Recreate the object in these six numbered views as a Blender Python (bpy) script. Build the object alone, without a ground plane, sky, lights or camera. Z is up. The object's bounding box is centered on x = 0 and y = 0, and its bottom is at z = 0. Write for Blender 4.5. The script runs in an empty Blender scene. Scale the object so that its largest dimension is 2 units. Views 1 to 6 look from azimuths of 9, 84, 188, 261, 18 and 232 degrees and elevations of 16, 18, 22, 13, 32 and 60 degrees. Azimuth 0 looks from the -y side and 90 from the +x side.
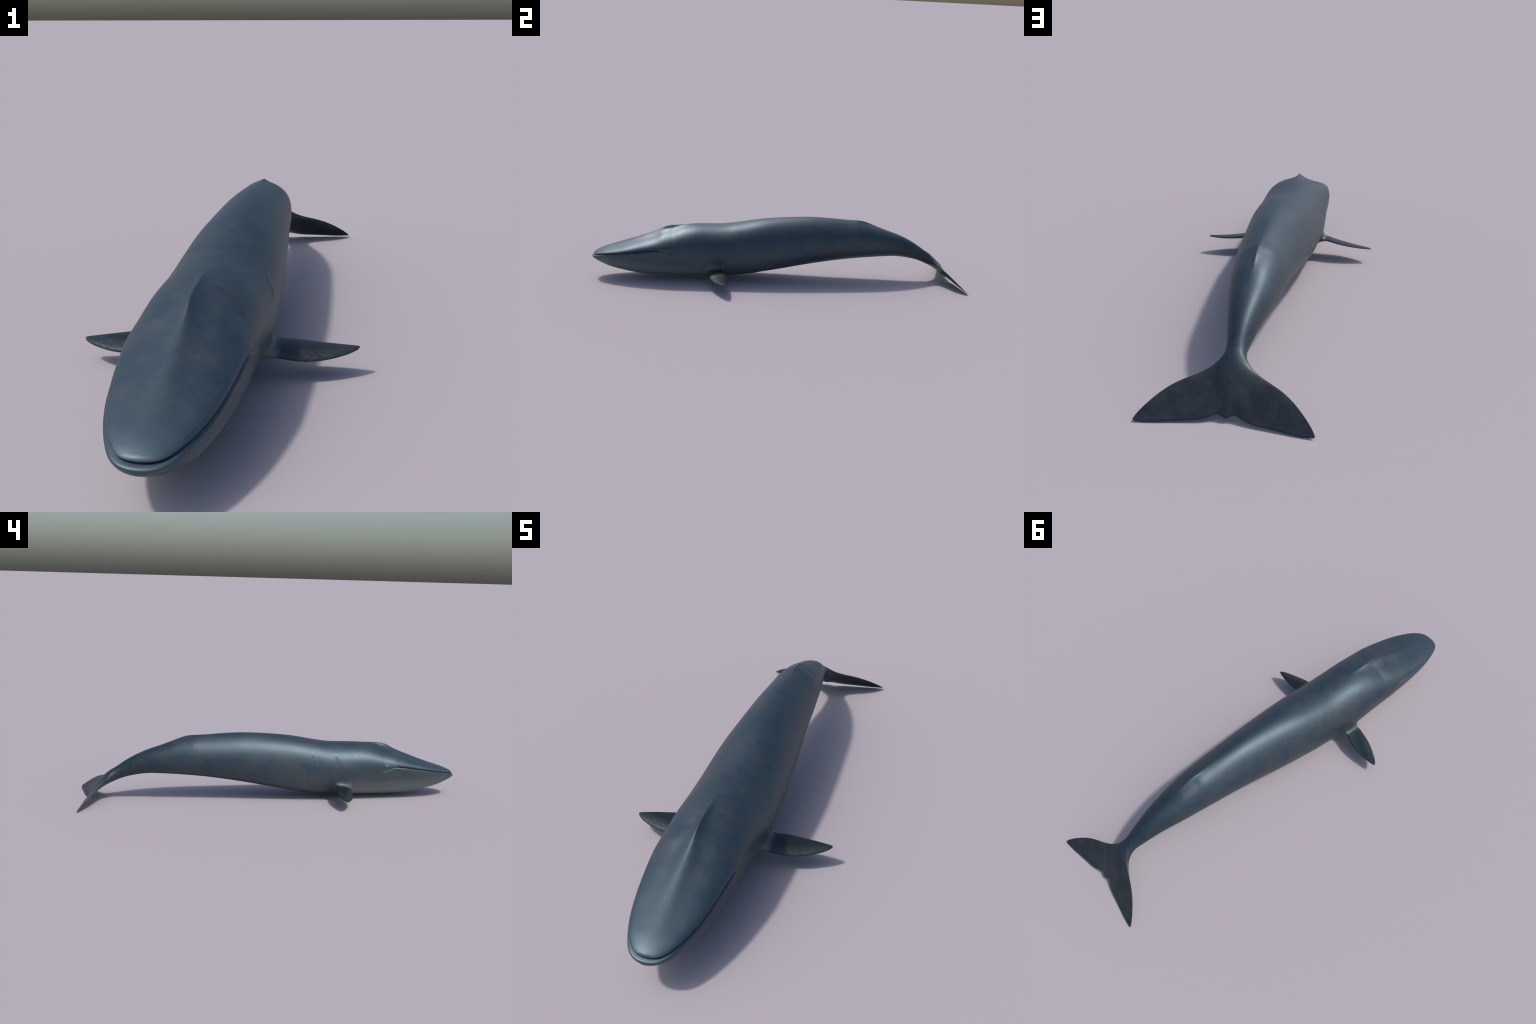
# A blue whale, built as one seamless lofted skin (head, jaw, torso, tail, flukes,
# flippers) that is afterwards separated by region, plus the two eyes.
# Frame: metres, z up, nose at -y, tail at +y, symmetric about x = 0.
import math
import numpy as np

# ------------------------------------------------------------------ profiles
# station: y, top z, bottom z, half width, height of widest point (mouth line in
# the head), exponent of upper arc, exponent of lower arc
BODY = np.array([
    [-.9912, .1212, .1212, .0000, .1212, 2.0, 2.0],
    [-.9908, .1233, .1080, .0088, .1213, 2.0, 2.2],
    [-.9862, .1297, .1005, .0306, .1226, 2.0, 2.2],
    [-.9765, .1353, .0928, .0466, .1254, 2.0, 2.1],
    [-.9600, .1430, .0810, .0625, .1298, 1.95, 2.1],
    [-.9300, .1545, .0650, .0800, .1355, 2.15, 2.1],
    [-0.900, .1645, .0533, .0915, .1398, 2.15, 2.1],
    [-0.820, .1915, .0332, .1121, .1540, 2.05, 2.15],
    [-0.740, .2216, .0172, .1231, .1670, 1.92, 2.15],
    [-0.660, .2530, .0106, .1313, .1775, 1.86, 2.15],
    [-0.600, .2825, .0106, .1345, .1730, 1.98, 2.15],
    [-0.550, .2880, .0103, .1348, .1690, 2.08, 2.15],
    [-0.480, .2902, .0109, .1370, .1630, 2.08, 2.15],
    [-0.400, .2911, .0134, .1397, .1540, 2.02, 2.15],
    [-0.300, .2930, .0153, .1408, .1490, 2.10, 2.15],
    [-0.200, .3066, .0217, .1368, .1600, 2.15, 2.15],
    [-0.100, .3243, .0362, .1342, .1700, 2.04, 2.15],
    [ 0.000, .3347, .0540, .1281, .1810, 1.92, 2.15],
    [ 0.100, .3407, .0727, .1196, .1950, 1.84, 2.15],
    [ 0.200, .3423, .0898, .1113, .2120, 1.76, 2.15],
    [ 0.300, .3367, .1046, .1038, .2200, 1.70, 2.10],
    [ 0.380, .3312, .1151, .0975, .2225, 1.75, 2.10],
    [ 0.440, .3300, .1208, .0915, .2210, 1.88, 2.10],
    [ 0.500, .3116, .1256, .0841, .2160, 2.02, 2.10],
    [ 0.580, .2793, .1305, .0726, .2055, 2.12, 2.05],
    [ 0.660, .2527, .1323, .0580, .1930, 2.15, 2.0],
    [ 0.730, .2210, .1222, .0443, .1690, 2.10, 2.0],
    [ 0.780, .1915, .1110, .0358, .1500, 2.0, 2.0],
])
# tail and flukes: centre line (y, mid height, half thickness)
CENTRE = np.array([
    [.780, .1512, .0402], [.810, .1338, .0352], [.853, .1105, .0310], [.890, .0822, .0250],
    [.930, .0450, .0170], [.9595, .0145, .0040]])
# leading edge of a fluke: row parameter, |x|, y
LEAD = np.array([
    [.00, .0360, .780], [.10, .0335, .803], [.18, .0355, .822], [.27, .0465, .842], [.36, .064, .8585],
    [.46, .091, .8760], [.56, .120, .8910], [.66, .152, .9070], [.76, .184, .9270],
    [.86, .215, .9515], [.94, .2395, .9745], [.985, .2530, .9900], [1.0, .2585, .9985]])
# trailing edge: |x|, y  (median notch, then the lobes)
TRAIL = np.array([
    [.000, .9600], [.008, .9578], [.016, .9545], [.024, .9533], [.034, .9562], [.050, .9637],
    [.075, .9722], [.115, .9798], [.160, .9880], [.205, .9965], [.240, 1.0005], [.2545, 1.0010], [.2585, .9985]])
# crests along the mid line: y, height, half width
RIDGE = np.array([
    [-.98, .0000, .050], [-.90, .0030, .034], [-.80, .0060, .030], [-.70, .0110, .026], [-.64, .0165, .023],
    [-.605, .0245, .021], [-.578, .0255, .020], [-.55, .0190, .020], [-.51, .0095, .020], [-.46, .0025, .022],
    [-.41, .0000, .025], [.28, .0000, .030], [.36, .0020, .020], [.42, .0060, .017], [.455, .0110, .014],
    [.478, .0095, .014], [.53, .0030, .018], [.62, .0000, .030]])
# flipper planform: |x|, leading y, trailing y, half thickness
FLIP = np.array([
    [.150, -.3935, -.3145, .0090], [.170, -.3900, -.3065, .0080], [.200, -.3855, -.2975, .0072],
    [.235, -.3760, -.2937, .0064], [.270, -.3610, -.2935, .0056], [.300, -.3445, -.2958, .0047],
    [.320, -.3320, -.2985, .0038], [.333, -.3215, -.3010, .0030], [.3405, -.3130, -.3035, .0021], [.3428, -.3085, -.3055, .0012]])
# folds in the skin, in (y, z) on both flanks: points, depth, width
FOLDS = [
    ([(-.3090, .2420), (-.3165, .2230), (-.3140, .2060), (-.3220, .1880)], .0017, .0038),
    ([(-.3320, .2150), (-.3360, .1950), (-.3340, .1750)], .0011, .0042),
    ([(-.2350, .2720), (-.2120, .2540), (-.2170, .2150), (-.2260, .1900)], .0007, .0060),
    ([(-.6480, .1800), (-.6280, .1765), (-.6050, .1680), (-.5880, .1610), (-.5720, .1580), (-.5580, .1600)], .0028, .0036),
]
EYE = (-.5855, .1745)
CREASES = [([(-.3120, .0820), (-.3220, .0975), (-.3400, .1210), (-.3640, .1330)], .0034, .0036),
           ([(-.3900, .0700), (-.3900, .0810), (-.4010, .1045), (-.4040, .1180)], .0020, .0042)]
FLIPPER_POSE = {1: (.0800, -.30, .20, 1.0, 0.0), -1: (.0800, -.31, .24, .68, -.055)}   # z0, droop, pitch, curl, sweep


def smooth(a, b, x):
    t = np.clip((x - a) / (b - a), 0, 1)
    return t * t * (3 - 2 * t)


def spline(x, y, q):
    """Natural-feeling cubic through the control points, slopes limited against overshoot."""
    x, y, q = np.asarray(x, float), np.asarray(y, float), np.asarray(q, float)
    h = np.diff(x)
    d = np.diff(y) / h
    m = np.empty_like(y)
    m[1:-1] = (d[:-1] * h[1:] + d[1:] * h[:-1]) / (h[1:] + h[:-1])
    m[0], m[-1] = d[0], d[-1]
    for k in range(len(d)):
        lim = 3 * abs(d[k]) + 1e-9
        m[k] = np.clip(m[k], -lim, lim)
        m[k + 1] = np.clip(m[k + 1], -lim, lim)
    k = np.clip(np.searchsorted(x, q) - 1, 0, len(h) - 1)
    t = np.clip((q - x[k]) / h[k], 0, 1)
    return ((1 + 2 * t) * (1 - t) ** 2 * y[k] + t * (1 - t) ** 2 * h[k] * m[k]
            + t * t * (3 - 2 * t) * y[k + 1] + t * t * (t - 1) * h[k] * m[k + 1])


NOSE, JOINT = -.9912, .78


def nose_scale(y):
    return np.sqrt(np.maximum(np.asarray(y) - NOSE, 0))


def faired(x, y, q, width=.008):
    """The spline, smoothed lightly so that curvature runs on over the stations."""
    g = np.linspace(x[0] - .1, x[-1] + .1, 3000)
    f = spline(x, y, np.clip(g, x[0], x[-1]))
    lo, hi = g < x[0], g > x[-1]
    f[lo] += (g[lo] - x[0]) * (spline(x, y, np.array([x[0] + .004]))[0] - y[0]) / .004
    f[hi] += (g[hi] - x[-1]) * (y[-1] - y[-2]) / (x[-1] - x[-2])
    step = g[1] - g[0]
    k = np.arange(-60, 61) * step
    w = np.exp(-.5 * (k / width) ** 2)
    sm = np.convolve(f, w / w.sum(), mode="same")
    keep = np.clip((q - x[0]) / (2.5 * width), 0, 1)
    keep = keep * keep * (3 - 2 * keep)
    return spline(x, y, q) * (1 - keep) + np.interp(q, g, sm) * keep


def polyline_distance(py, pz, pts):
    pts = np.array(pts, float)
    best = np.full(py.shape, 9.0)
    for a, b in zip(pts[:-1], pts[1:]):
        ab = b - a
        t = np.clip(((py - a[0]) * ab[0] + (pz - a[1]) * ab[1]) / (ab @ ab), 0, 1)
        best = np.minimum(best, np.hypot(py - a[0] - t * ab[0], pz - a[1] - t * ab[1]))
    return best


def body_grid(n_body, n_fluke, n_up, n_low):
    """Grid of points [row, column]: rows run nose to fluke edge, columns go round the
    section (right edge, over the back, left edge, under the belly)."""
    # columns, crowded towards the mouth line
    ku, kl = np.arange(n_up) / n_up, np.arange(n_low) / n_low
    pu = np.pi * (ku - .55 * np.sin(2 * np.pi * ku) / (2 * np.pi))
    pl = np.pi + np.pi * (kl - .55 * np.sin(2 * np.pi * kl) / (2 * np.pi))
    phi = np.concatenate([pu, pl])
    c, s = np.cos(phi), np.sin(phi)
    c[np.abs(c) < 1e-9] = 0
    s[np.abs(s) < 1e-9] = 0
    upper = s > 0
    # --- body rows
    y = body_rows(n_body)
    n_body = len(y)
    st = nose_scale(BODY[:, 0])
    zt, zb, hw, zc, nu, nl = (faired(st, BODY[:, k], nose_scale(y)) for k in range(1, 7))
    rh, rw = (spline(RIDGE[:, 0], RIDGE[:, k], y) for k in (1, 2))
    e = np.where(upper[None], 2 / nu[:, None], 2 / nl[:, None])
    X = hw[:, None] * np.sign(c) * np.abs(c)[None] ** e
    S = np.abs(s)[None] ** e
    Z = zc[:, None] + np.where(upper[None], (zt - rh - zc)[:, None] * S, -(zc - zb)[:, None] * S)
    soft = np.sqrt(X ** 2 + .002 ** 2) - .002
    sharp = .60 * np.exp(-soft / (.50 * rw[:, None])) + .40 * np.exp(-soft / (2 * rw[:, None]))
    round_ = np.exp(-(X / (1.1 * rw[:, None])) ** 2)
    k = smooth(-.60, -.68, y)[:, None]
    crest = sharp * (1 - k) + round_ * k
    Z = Z + np.where(upper[None], rh[:, None] * crest * S, 0)
    Y = np.broadcast_to(y[:, None], X.shape).copy()
    body = np.stack([X, Y, Z], -1)
    # --- tail and fluke rows
    g = np.linspace(0, 1, n_fluke)
    g = g + .06 * np.sin(2 * np.pi * g) / (2 * np.pi)
    W, yl = spline(LEAD[:, 0], LEAD[:, 1], g), spline(LEAD[:, 0], LEAD[:, 2], g)
    cy = .78 + (.96 - .78) * g
    zm, hc = spline(CENTRE[:, 0], CENTRE[:, 1], cy), spline(CENTRE[:, 0], CENTRE[:, 2], cy)
    u = c[None] * np.ones((n_fluke, 1))
    X = W[:, None] * u
    s1 = (spline(TRAIL[:, 0], TRAIL[:, 1], np.abs(c) * .2585) - .96) / (.9985 - .96)
    w = (g ** 3.5)[:, None]
    Y = cy[:, None] + (yl - cy)[:, None] * ((1 - w) * u * u + w * s1[None])
    Zm = zm[:, None] + smooth(0, .3, g)[:, None] * (-.9 * (Y - cy[:, None]) + .112 * (np.sqrt(X * X + .03 ** 2) - .03))
    hf = (.0098 * (1 - .74 * np.abs(X) / .26) * (1 - .93 * w) + .0016)
    hf = np.minimum(hf, hc[:, None])
    wide = .2 + (.052 - .2) * smooth(0, .4, g)
    H = (hf + (hc[:, None] - hf) * np.exp(-(X / wide[:, None]) ** 2)) * np.abs(s)[None] ** (1 - .48 * smooth(.2, .6, g))[:, None]
    Z = Zm + np.where(upper[None], H, -H)
    fluke = np.stack([X, Y, Z], -1)
    G = np.concatenate([body, fluke])
    # carry the rows smoothly over the joint between the two lofts
    a, b = int(np.argmin(np.abs(y - .745))), n_body + int(n_fluke * .16)
    cen = G[:, :, 1].mean(1)
    h = cen[b] - cen[a]
    ta = (G[a] - G[a - 2]) / (cen[a] - cen[a - 2]) * h
    tb = (G[b + 3] - G[b]) / (cen[b + 3] - cen[b]) * h
    t = ((np.linspace(0, 1, b - a + 1) ** .75))[:, None, None]
    G[a:b + 1] = ((1 + 2 * t) * (1 - t) ** 2 * G[a] + t * (1 - t) ** 2 * ta
                  + t * t * (3 - 2 * t) * G[b] + t * t * (t - 1) * tb)
    return G, phi, upper, y


def body_rows(n):
    """y of the sections: crowded at the snout, even behind it."""
    q = np.linspace(0, 1, n, endpoint=False)
    d = (.16 * q ** 2 + .84 * (q - .5 * np.sin(np.pi * q) / np.pi * .7)) / (.16 + .84)
    d = d / d[-1] * (JOINT - NOSE) * (1 - 1 / n)
    d = np.where(q < .1, d * np.clip(q / .1, 0.02, 1) ** .8, d)
    face = np.linspace(0, .026, 22) ** 2
    return NOSE + np.concatenate([face, d[d > face[-1] + .0001]])


def grid_normals(P):
    du = np.gradient(P, axis=0)
    dv = (np.roll(P, -1, 1) - np.roll(P, 1, 1))
    n = np.cross(du, dv)
    n /= np.maximum(np.linalg.norm(n, axis=-1, keepdims=True), 1e-12)
    cen = P.mean(1, keepdims=True)
    flip = np.sign(np.sum((P - cen) * n, -1).sum(1))[:, None, None]
    return n * np.where(flip == 0, 1, flip)


def relief(P, upper, n_body, n_up, n_low):
    """Mouth slit, lips, throat pleats, skin folds, shoulder, eyelids, blow holes, lumps."""
    rng = np.random.default_rng(7)
    N = grid_normals(P)
    X, Y, Z = P[..., 0], P[..., 1], P[..., 2]
    on = np.zeros(P.shape[:2], bool)
    on[:n_body] = True
    D = np.zeros(P.shape[:2])
    # arc distance from the mouth line (columns 0 and n_up)
    seg = np.linalg.norm(np.roll(P, -1, 1) - P, axis=-1)
    cum = np.concatenate([np.zeros((len(P), 1)), np.cumsum(seg, 1)], 1)
    tot = cum[:, -1:]
    cum = cum[:, :-1]
    right = np.minimum(cum, tot - cum)
    left = np.abs(cum - cum[:, n_up:n_up + 1])
    arc = np.minimum(right, left)
    down = ~upper
    gape = np.where(on, 1 - smooth(-.665, -.630, Y), 0)
    above, dist = upper & on, arc
    d = Y - NOSE
    hw = np.abs(X).max(1)
    slope = np.gradient(hw, np.maximum.accumulate(Y[:, 0] + np.arange(len(Y)) * 1e-9))
    slope[0] = 1e3
    slope[n_body:] = 0
    out = np.stack([X / np.maximum(hw[:, None], 1e-6), -slope[:, None] * np.ones_like(X), 0 * X], -1)
    out /= np.maximum(np.linalg.norm(out, axis=-1, keepdims=True), 1e-9)
    out[0] = (0, -1, 0)
    nose = np.exp(-(d / .034) ** 2)
    # on the face of the snout depth below the lip is what counts
    near = np.exp(-(d / .014) ** 2)
    dist = dist * (1 - near) + near * np.abs(Z - Z[:, :1]) * 1.05
    push = np.zeros_like(D)
    # the lower lip rolls out in front of the upper jaw
    push += np.where(down & on, .0096 * nose * gape * (1 - np.exp(-(dist / .0060) ** 2)), 0)
    push -= np.where(above, .0042 * (1 - nose) * gape * (1 - .4 * smooth(-.9, -.7, Y)) * np.exp(-dist / .020), 0)
    push -= .0075 * gape * np.where(above, np.exp(-(dist / .0013) ** 2), np.exp(-(dist / .0046) ** 2))
    D -= np.where(above, .0010, .0014) * gape * (1 - nose) * np.exp(-(dist / .0065) ** 2)
    D += np.where(down, .0010 * gape * (1 - nose) * np.exp(-((dist - .011) / .006) ** 2), 0)
    # throat pleats, running lengthwise along the columns
    ref = np.argmin(np.abs(Y[:n_body, 0] + .5))
    frac = (cum[ref, n_up:] - cum[ref, n_up]) / (tot[ref, 0] - cum[ref, n_up])
    pl = np.zeros(P.shape[1])
    pl[n_up:] = frac
    edge_lo = .05 + .10 * smooth(-.60, -.30, Y) + .06 * smooth(-.75, -.95, Y)
    side = np.minimum(pl, 1 - pl)[None]
    along = smooth(-.97, -.88, Y) * (1 - smooth(-.20, -.115, Y))
    m = np.where(down & on, smooth(edge_lo, edge_lo + .05, side * np.ones_like(Y)) * along, 0)
    wob = .10 * np.sin(9 * Y + 40 * pl[None]) + .06 * np.sin(31 * Y + 95 * pl[None])
    pleat = .5 + .5 * np.cos(2 * np.pi * (52 * pl[None] + wob * .9))
    D -= m * .0007 * pleat ** 2.2
    # end of the ventral pouch: the skin steps in behind it, with a wavy edge
    lowness = smooth(.155, .075, Z)
    edge = -.112 + .010 * np.sin(55 * X + 1.3)
    D += np.where(on, .0012 * lowness * smooth(-.55, -.15, Y) * (1 - smooth(edge, edge + .013, Y)), 0)
    for yb, zb, a, r in ((-.172, .128, .0016, .012), (-.137, .137, .0022, .014), (-.100, .146, .0016, .013)):
        D += np.where(on, a * np.exp(-((Y - yb) / r) ** 2 - ((Z - zb) / .03) ** 2), 0)
    # folds
    for pts, depth, width in FOLDS:
        dist = polyline_distance(Y, Z, pts)
        ends = smooth(0, .018, np.minimum(np.hypot(Y - pts[0][0], Z - pts[0][1]), np.hypot(Y - pts[-1][0], Z - pts[-1][1])))
        D -= np.where(on, depth * np.exp(-(dist / width) ** 2) * (.25 + .75 * ends), 0)
        D += np.where(on, .18 * depth * np.exp(-((dist - 2.4 * width) / (1.5 * width)) ** 2) * ends, 0)
    # shoulder above the flipper
    D += np.where(on, .0040 * np.exp(-((Y + .362 + .35 * (Z - .1)) / .026) ** 2 - ((Z - .098) / .030) ** 2), 0)
    # eye: brow above, socket
    ey, ez = EYE
    D += np.where(on, .0026 * np.exp(-((Y - ey) / .010) ** 2 - ((Z - ez - .0085) / .0050) ** 2), 0)
    D += np.where(on, .0010 * np.exp(-((Y - ey) / .012) ** 2 - ((Z - ez + .0085) / .0045) ** 2), 0)
    D -= np.where(on, .0022 * np.exp(-((Y - ey) / .0055) ** 2 - ((Z - ez) / .0042) ** 2), 0)
    # two slits of the blow hole behind the crest
    for sgn in (1, -1):
        line = polyline_distance(Y, X * sgn, [(-.615, .015), (-.59, .009), (-.56, .006)])
        D -= np.where(upper & on & (X * sgn > 0), .0006 * np.exp(-(line / .0028) ** 2), 0)
    # lumps everywhere
    for _ in range(26):
        k = rng.normal(size=3) * (26 if _ % 2 else 60)
        D += np.where(on, (.00005 if _ % 2 else .00001) * np.sin(P @ k + rng.uniform(0, 6.28)), 0)
    return P + N * D[..., None] + out * push[..., None], above


def flipper_rings(P, N, rows, cols, sgn, n_span, n_fillet):
    """Rings that grow a flipper out of the hole left by a patch of the body grid."""
    (i0, i1), (j0, j1) = rows, cols
    loop = [(i0, j) for j in range(j0, j1)] + [(i, j1) for i in range(i0, i1)] \
        + [(i1, j) for j in range(j1, j0, -1)] + [(i, j0) for i in range(i1, i0, -1)]
    B = np.array([P[a] for a in loop])
    nb = np.array([N[a] for a in loop])
    cy, cz = (B[:, 1].max() + B[:, 1].min()) / 2, (B[:, 2].max() + B[:, 2].min()) / 2
    hy, hz = np.ptp(B[:, 1]) / 2, np.ptp(B[:, 2]) / 2
    ang = np.arctan2((B[:, 2] - cz) / hz, (B[:, 1] - cy) / hy)     # 0 = trailing, pi = leading
    ca, sa = np.cos(ang), np.sin(ang)
    z0, droop, pitch, curl, sweep = FLIPPER_POSE[sgn]

    def section(x):
        lead, trail, th = (spline(FLIP[:, 0], FLIP[:, k], x) for k in (1, 2, 3))
        t = x - .14
        shift = sweep * max(t - .02, 0)
        mid, half = (lead + trail) / 2, (trail - lead) / 2
        yy = mid + half * np.sign(ca) * np.abs(ca) ** .92
        v = (ca + 1) / 2                                             # 0 leading .. 1 trailing
        prof = np.abs(sa) ** .95 * (1.15 - .55 * v)
        zz = z0 + droop * t + curl * t * t + pitch * (yy + .35) + 1.45 * th * np.sign(sa) * prof
        return np.stack([np.full_like(yy, sgn * x), yy + shift, zz], -1)

    root = section(.158)
    ctrl = root.copy()
    inner = P[i0:i1 + 1, j0:j1 + 1].reshape(-1, 3)
    d2 = (root[:, None, 1] - inner[None, :, 1]) ** 2 + (root[:, None, 2] - inner[None, :, 2]) ** 2
    wgt = np.exp(-d2 / (2 * .006 ** 2)) + 1e-9
    ctrl[:, 0] = (wgt * inner[None, :, 0]).sum(1) / wgt.sum(1) + sgn * .0015
    rings = []
    for t in np.linspace(0, 1, n_fillet + 1)[1:]:
        rings.append((1 - t) ** 2 * B + 2 * t * (1 - t) * ctrl + t * t * root)
    q = np.linspace(0, 1, n_span + 1)[1:]
    for x in .158 + (.3428 - .158) * (1 - (1 - q) ** 1.6):
        rings.append(section(x))
    return loop, rings


def build_skin(n_body=560, n_fluke=170, n_up=180, n_low=380, detail=True):
    P, phi, upper, y = body_grid(n_body, n_fluke, n_up, n_low)
    n_body = len(y)
    if detail:
        P, above = relief(P, upper[None], n_body, n_up, n_low)
    N = grid_normals(P)
    rows, cols = P.shape[:2]
    verts = [P[1:].reshape(-1, 3)]                       # row 0 is the nose pole
    pole = P[0].mean(0)
    pole[0] = 0
    idx = np.arange((rows - 1) * cols).reshape(rows - 1, cols)
    idx = np.concatenate([np.zeros((1, cols), int), idx])  # placeholder for row 0
    nv = (rows - 1) * cols
    verts.append(pole[None])
    pole_id = nv
    nv += 1
    a, b = idx[1:-1], idx[2:]
    quads = np.stack([a, np.roll(a, -1, 1), np.roll(b, -1, 1), b], -1)   # [row, col, 4]
    keep = np.ones(quads.shape[:2], bool)
    extra_quads, extra_tris, regions_extra = [], [], []
    # region of the body quads, by the y of the first row (and mouth line for the jaw)
    yc = P[1:-1, :, 1]
    zc = P[1:-1, :, 2]
    region = np.full(quads.shape[:2], 1)                                  # torso
    ccol = np.arange(cols)[None] * np.ones_like(yc)
    head_end = -.555
    region[(yc < head_end) & above[1:-1]] = 0                           # head
    region[(yc < head_end) & ~above[1:-1]] = 2                          # lower jaw
    rowid = np.arange(rows - 2)[:, None] * np.ones_like(yc)
    region[yc > .56] = 3                                                  # tail
    top = (ccol > n_up * .36) & (ccol < n_up * .64)
    region[(yc > .36) & (yc <= .56) & top] = 5                            # dorsal fin
    region[rowid >= n_body + int(n_fluke * .22)] = 4                      # fluke
    for k, sgn in enumerate((1, -1)):
        side = P[:n_body, :, :]
        i0 = int(np.argmin(np.abs(side[:, 0, 1] + .411)))
        i1 = int(np.argmin(np.abs(side[:, 0, 1] + .300)))
        mid = (i0 + i1) // 2
        zz = P[mid, :, 2]
        low = np.arange(n_up, cols)
        half = low[: n_low // 2] if sgn < 0 else low[n_low // 2:]
        ja = int(half[np.argmin(np.abs(zz[half] - .126))])
        jb = int(half[np.argmin(np.abs(zz[half] - .044))])
        j0, j1 = min(ja, jb), max(ja, jb)
        loop, rings = flipper_rings(P, N, (i0, i1), (j0, j1), sgn, 60, 20)
        keep[i0 - 1:i1 - 1, j0:j1] = False
        prev = np.array([idx[p] for p in loop])
        for n, ring in enumerate(rings):
            cur = nv + np.arange(len(ring))
            verts.append(ring)
            nv += len(ring)
            ww = (np.roll(cur, -1), cur, prev, np.roll(prev, -1))
            extra_quads.append(np.stack(ww, -1))
            regions_extra.append(np.full(len(ring), 6 + k))
            prev = cur
        verts.append(rings[-1].mean(0)[None] + np.array([[sgn * .0006, 0, 0]]))
        extra_tris.append((np.stack([np.roll(prev, -1), np.full(len(prev), nv), prev], -1), 6 + k))
        nv += 1
    # nose pole
    first = idx[1]
    nose = np.stack([np.full(cols, pole_id), np.roll(first, -1), first], -1)
    extra_tris.append((nose, 2))
    # trailing edge: stitch the upper half of the last row to the lower half
    last = idx[-1]
    fr = np.cumsum(np.r_[0, np.abs(np.diff(P[-1, :n_up + 1, 0]))])
    up_ids = last[:n_up + 1]
    lo_ids = np.r_[last[n_up:], last[0]][::-1]
    xu, xl = P[-1, :n_up + 1, 0], np.r_[P[-1, n_up:, 0], P[-1, 0, 0]][::-1]
    i = j = 0
    cap = []
    while i < len(up_ids) - 1 or j < len(lo_ids) - 1:
        if j == len(lo_ids) - 1 or (i < len(up_ids) - 1 and xu[i + 1] >= xl[j + 1]):
            if len({up_ids[i], up_ids[i + 1], lo_ids[j]}) == 3:
                cap.append((up_ids[i], up_ids[i + 1], lo_ids[j]))
            i += 1
        else:
            if len({up_ids[i], lo_ids[j + 1], lo_ids[j]}) == 3:
                cap.append((up_ids[i], lo_ids[j + 1], lo_ids[j]))
            j += 1
    extra_tris.append((np.array(cap), 4))
    V = np.concatenate(verts)
    Q = np.concatenate([quads[keep]] + extra_quads)
    RQ = np.concatenate([region[keep]] + regions_extra)
    T = np.concatenate([t for t, _ in extra_tris])
    RT = np.concatenate([np.full(len(t), r) for t, r in extra_tris])
    # creases where the shoulder meets the flank, pressed into body and fillet alike
    for pts, depth, width in CREASES:
        dd = polyline_distance(V[:, 1], V[:, 2], pts)
        k = depth * np.exp(-(dd / width) ** 2) * smooth(.150, .141, np.abs(V[:, 0])) * smooth(.05, .1, np.abs(V[:, 0]))
        tip = np.hypot(V[:, 1] - pts[-1][0], V[:, 2] - pts[-1][1])
        V[:, 0] -= np.sign(V[:, 0]) * k * smooth(0, .022, tip)
    return V, Q, RQ, T, RT


# ------------------------------------------------------------------ blender part
import bpy
import bmesh


class Nodes:
    def __init__(self, name):
        self.mat = bpy.data.materials.new(name)
        self.mat.use_nodes = True
        self.t = self.mat.node_tree
        self.t.nodes.clear()

    def new(self, kind, inputs=None, **props):
        n = self.t.nodes.new(kind)
        for k, v in props.items():
            setattr(n, k, v)
        for k, v in (inputs or {}).items():
            sock = n.inputs[k]
            if isinstance(v, bpy.types.NodeSocket):
                self.t.links.new(v, sock)
            else:
                sock.default_value = v
        return n

    def math(self, op, a, b=0.0, c=None, clamp=False):
        ins = {0: a, 1: b}
        if c is not None:
            ins[2] = c
        return self.new("ShaderNodeMath", ins, operation=op, use_clamp=clamp).outputs[0]

    def ramp(self, x, a, b, lo=0.0, hi=1.0):
        return self.new("ShaderNodeMapRange", {"Value": x, "From Min": a, "From Max": b, "To Min": lo, "To Max": hi},
                        interpolation_type="SMOOTHSTEP").outputs[0]

    def mix(self, f, a, b, blend="MIX"):
        n = self.new("ShaderNodeMix", data_type="RGBA", blend_type=blend)
        for i, v in ((0, f), (6, a), (7, b)):
            if isinstance(v, bpy.types.NodeSocket):
                self.t.links.new(v, n.inputs[i])
            else:
                n.inputs[i].default_value = v if i == 0 else (*v, 1.0)
        return n.outputs[2]

    def noise(self, co, scale, detail=3.0, rough=.55, dist=0.0):
        return self.new("ShaderNodeTexNoise", {"Vector": co, "Scale": scale, "Detail": detail, "Roughness": rough, "Distortion": dist}).outputs[0]

    def scaled(self, co, s):
        return self.new("ShaderNodeMapping", {"Vector": co, "Scale": s}).outputs[0]


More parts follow.
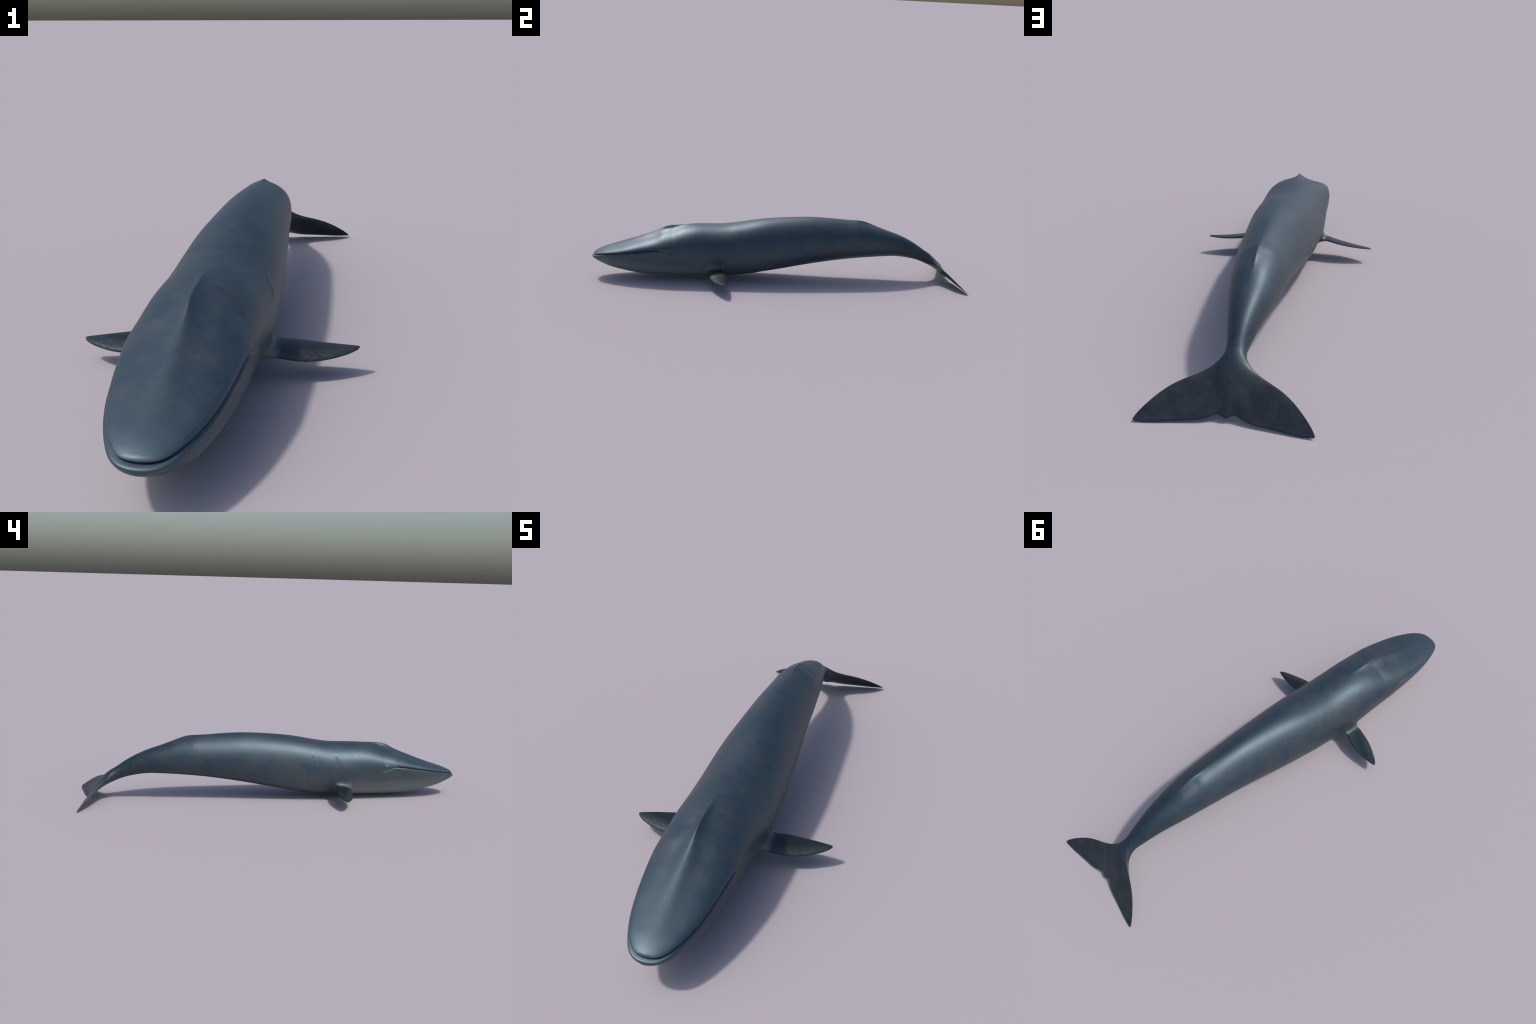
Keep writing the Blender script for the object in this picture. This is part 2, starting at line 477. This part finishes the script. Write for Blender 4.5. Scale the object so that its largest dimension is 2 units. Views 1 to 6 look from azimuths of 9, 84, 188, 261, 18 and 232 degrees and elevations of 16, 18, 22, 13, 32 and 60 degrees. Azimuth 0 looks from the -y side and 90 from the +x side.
def skin_material():
    k = Nodes("whale_skin")
    co = k.new("ShaderNodeTexCoord").outputs["Object"]
    sep = k.new("ShaderNodeSeparateXYZ", {0: co})
    x, y, z = sep.outputs
    ax = k.math("ABSOLUTE", x)
    nz = k.new("ShaderNodeSeparateXYZ", {0: k.new("ShaderNodeNewGeometry").outputs["Normal"]}).outputs[2]
    # regions
    flip = k.math("MULTIPLY", k.ramp(ax, .142, .165), k.math("LESS_THAN", y, 0.0))
    fluke = k.ramp(k.math("ADD", y, k.math("MULTIPLY", ax, .35)), .835, .905)
    belly = k.math("MULTIPLY", k.ramp(nz, .15, -.45), k.ramp(y, .25, -.25))
    throat = k.math("MULTIPLY", k.ramp(k.math("SUBTRACT", z, k.math("MULTIPLY", k.ramp(y, -.9, -.5), -.012)), .135, .060), k.ramp(y, -.28, -.42))
    throat = k.math("MULTIPLY", throat, k.ramp(y, -.985, -.90))
    # mottling
    big = k.noise(co, 13.0, 4.0, .62)
    mid = k.noise(co, 34.0, 4.0, .6)
    fine = k.noise(co, 170.0, 3.0, .6)
    blue, warm, dark = (.0125, .0245, .0365), (.030, .0335, .0335), (.009, .018, .028)
    col = k.mix(k.math('MULTIPLY', k.ramp(big, .42, .68), .8), blue, warm)
    col = k.mix(k.math("MULTIPLY", k.ramp(mid, .46, .68), .50), col, warm)
    col = k.mix(k.math("MULTIPLY", k.ramp(mid, .46, .30), .5), col, dark)
    side = k.ramp(k.math("ABSOLUTE", nz), .75, .35)
    col = k.mix(k.math("MULTIPLY", k.math("MULTIPLY", side, k.ramp(k.noise(co, 13.0, 4.0, .6), .36, .60)), .55), col, warm)
    # lips stay blue
    nose = k.math("MULTIPLY", k.ramp(y, -.78, -.97), .75)
    col = k.mix(nose, col, (.019, .034, .048))
    col = k.mix(k.math("MULTIPLY", belly, .6), col, (.085, .092, .088))
    col = k.mix(k.math("MULTIPLY", throat, .88), col, (.165, .185, .172))
    col = k.mix(fluke, col, k.mix(k.ramp(k.noise(co, 22.0, 4.0, .6), .38, .64), (.017, .020, .025), (.030, .032, .035)))
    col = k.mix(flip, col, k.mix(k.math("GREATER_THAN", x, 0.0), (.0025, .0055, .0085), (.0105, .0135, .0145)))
    # light flecks and small pale scars on the flanks
    vor = k.new("ShaderNodeTexVoronoi", {"Vector": co, "Scale": 95.0, "Randomness": 1.0})
    vd, vr = vor.outputs["Distance"], k.new("ShaderNodeSeparateColor", {0: vor.outputs["Color"]}).outputs[0]
    pick = k.math("GREATER_THAN", vr, .72)
    flank = k.math("MULTIPLY", k.ramp(k.math("ABSOLUTE", nz), .95, .55), k.math("SUBTRACT", 1.0, fluke))
    patchy = k.math("MULTIPLY", k.ramp(k.noise(co, 14.0, 2.0), .42, .62), k.ramp(y, -.90, -.84))
    fleck = k.math("MULTIPLY", k.math("MULTIPLY", k.ramp(vd, .22, .10), pick), k.math("MULTIPLY", flank, patchy))
    col = k.mix(k.math("MULTIPLY", fleck, .42), col, (.19, .20, .20))
    # white speckle along the leading half of the flippers
    vor2 = k.new("ShaderNodeTexVoronoi", {"Vector": co, "Scale": 260.0, "Randomness": 1.0})
    lead = k.ramp(k.math("SUBTRACT", y, k.math("MULTIPLY", k.math("SUBTRACT", ax, .2), .42)), -.345, -.385)
    cl = k.math("MULTIPLY", k.ramp(k.noise(co, 75.0, 3.0), .44, .60), lead)
    lump = k.ramp(vor2.outputs["Distance"], .55, .15)
    spk = k.math("MULTIPLY", k.math("MULTIPLY", cl, lump), k.math("MULTIPLY", flip, k.ramp(ax, .33, .29)))
    col = k.mix(k.math("MULTIPLY", spk, .62), col, (.12, .13, .135))
    greyl = k.math("MULTIPLY", k.math("MULTIPLY", lead, flip), .35)
    col = k.mix(greyl, col, (.05, .055, .056))
    grain = k.ramp(fine, .25, .75, .80, 1.20)
    col = k.mix(1.0, col, k.new("ShaderNodeCombineColor", {0: grain, 1: grain, 2: grain}).outputs[0], "MULTIPLY")
    # bite marks: rings pressed into the skin
    vor3 = k.new("ShaderNodeTexVoronoi", {"Vector": k.mix(.03, co, k.new("ShaderNodeTexNoise", {"Vector": co, "Scale": 60.0}).outputs["Color"]), "Scale": 42.0, "Randomness": 1.0})
    r3 = k.new("ShaderNodeSeparateColor", {0: vor3.outputs["Color"]}).outputs[1]
    sel = k.math("MULTIPLY", k.math("GREATER_THAN", r3, .80), k.math("MULTIPLY", flank, k.ramp(k.noise(co, 11.0, 2.0), .50, .60)))
    ring = k.math("SUBTRACT", 1.0, k.math("MULTIPLY", k.math("ABSOLUTE", k.math("SUBTRACT", vor3.outputs["Distance"], .17)), 14.0), clamp=True)
    broken = k.ramp(k.noise(co, 120.0, 2.0), .45, .58)
    scar = k.math("MULTIPLY", k.math("MULTIPLY", ring, broken), sel)
    h = k.math("ADD", k.math("MULTIPLY", k.noise(co, 300.0, 3.0), .10), k.math("MULTIPLY", scar, -1.0))
    h = k.math("ADD", h, k.math("MULTIPLY", spk, .45))
    h = k.math("ADD", h, k.math("MULTIPLY", fleck, .35))
    bump = k.new("ShaderNodeBump", {"Strength": .55, "Distance": .0016, "Height": h}).outputs[0]
    rough = k.math("ADD", k.ramp(k.math('ADD', k.math('MULTIPLY', mid, .5), k.math('MULTIPLY', big, .5)), .35, .65, .46, .49), k.math("MULTIPLY", throat, .10))
    gloss = k.new("ShaderNodeMix", {0: flip, 2: rough, 3: .36}, data_type="FLOAT").outputs[0]
    rough = k.new("ShaderNodeMix", {0: fluke, 2: gloss, 3: .42}, data_type="FLOAT").outputs[0]
    spec = k.math("SUBTRACT", k.ramp(y, .48, .72, 1.0, .62), k.math("MULTIPLY", flip, .5))
    p = k.new("ShaderNodeBsdfPrincipled", {"Base Color": col, "Roughness": rough, "Normal": bump, "Specular IOR Level": spec, "Specular Tint": (.60, .82, 1.0, 1.0)})
    out = k.new("ShaderNodeOutputMaterial")
    k.t.links.new(p.outputs[0], out.inputs[0])
    return k.mat


def eye_material():
    k = Nodes("whale_eye")
    co = k.new("ShaderNodeTexCoord").outputs["Object"]
    r = k.new("ShaderNodeVectorMath", {0: co}, operation="LENGTH").outputs["Value"]
    n = k.noise(co, 400.0)
    col = k.mix(k.ramp(n, .4, .6), (.030, .022, .014), (.055, .040, .022))
    p = k.new("ShaderNodeBsdfPrincipled", {"Base Color": col, "Roughness": .22})
    out = k.new("ShaderNodeOutputMaterial")
    k.t.links.new(p.outputs[0], out.inputs[0])
    return k.mat


def main():
    V, Q, RQ, T, RT = build_skin()
    nq, nt = len(Q), len(T)
    whole = bpy.data.meshes.new("skin_whole")
    whole.vertices.add(len(V))
    whole.vertices.foreach_set("co", V.astype(np.float32).ravel())
    loops = np.concatenate([Q.ravel(), T.ravel()]).astype(np.int32)
    starts = np.concatenate([np.arange(nq) * 4, nq * 4 + np.arange(nt) * 3]).astype(np.int32)
    whole.loops.add(len(loops))
    whole.loops.foreach_set("vertex_index", loops)
    whole.polygons.add(nq + nt)
    whole.polygons.foreach_set("loop_start", starts)
    whole.polygons.foreach_set("use_smooth", np.ones(nq + nt, bool))
    whole.update(calc_edges=True)
    whole.validate()
    bm = bmesh.new()
    bm.from_mesh(whole)
    bmesh.ops.recalc_face_normals(bm, faces=bm.faces)
    bm.to_mesh(whole)
    bm.free()
    normals = np.empty(len(V) * 3, np.float32)
    whole.vertices.foreach_get("normal", normals)
    normals = normals.reshape(-1, 3)
    # faces as the recalculated mesh has them
    lv = np.empty(len(whole.loops), np.int32)
    whole.loops.foreach_get("vertex_index", lv)
    ls, ln = np.empty(len(whole.polygons), np.int32), np.empty(len(whole.polygons), np.int32)
    whole.polygons.foreach_get("loop_start", ls)
    whole.polygons.foreach_get("loop_total", ln)
    reg = np.concatenate([RQ, RT])
    skin = skin_material()
    root = bpy.data.objects.new("blue_whale", None)
    bpy.context.collection.objects.link(root)
    root["label"] = "slate blue baleen whale with long flippers and broad flukes"
    root["category"] = "whale"
    names = {0: "head", 1: "torso", 2: "lower_jaw", 3: "tail", 4: "fluke", 5: "dorsal_fin", 6: "flipper", 7: "flipper"}
    made = {}
    for r, name in names.items():
        f = np.where(reg == r)[0]
        tot = ln[f]
        first = ls[f]
        li = np.repeat(first - np.concatenate([[0], np.cumsum(tot)[:-1]]), tot) + np.arange(tot.sum())
        vi = lv[li]
        used, inv = np.unique(vi, return_inverse=True)
        me = bpy.data.meshes.new(name)
        me.vertices.add(len(used))
        me.vertices.foreach_set("co", V[used].astype(np.float32).ravel())
        me.loops.add(len(inv))
        me.loops.foreach_set("vertex_index", inv.astype(np.int32))
        me.polygons.add(len(f))
        me.polygons.foreach_set("loop_start", np.concatenate([[0], np.cumsum(tot)[:-1]]).astype(np.int32))
        me.polygons.foreach_set("use_smooth", np.ones(len(f), bool))
        me.update(calc_edges=True)
        me.normals_split_custom_set_from_vertices(normals[used].tolist())
        me.materials.append(skin)
        ob = bpy.data.objects.new(name, me)
        bpy.context.collection.objects.link(ob)
        ob.parent = root
        made[r] = ob
    bpy.data.meshes.remove(whole)
    # fluke belongs to the tail
    made[4].parent = made[3]
    # eyes
    sphere = bpy.data.meshes.new("eye")
    bm = bmesh.new()
    bmesh.ops.create_uvsphere(bm, u_segments=32, v_segments=20, radius=.0058)
    for f in bm.faces:
        f.smooth = True
    bm.to_mesh(sphere)
    bm.free()
    sphere.materials.append(eye_material())
    for sgn in (1, -1):
        m = V[:, 0] * sgn > .05
        i = np.where(m)[0][np.argmin(np.hypot(V[m, 1] - EYE[0], V[m, 2] - EYE[1]))]
        ob = bpy.data.objects.new("eye", sphere)
        bpy.context.collection.objects.link(ob)
        ob.location = (V[i, 0] - sgn * .0030, V[i, 1], V[i, 2])
        ob.parent = made[0]


main()
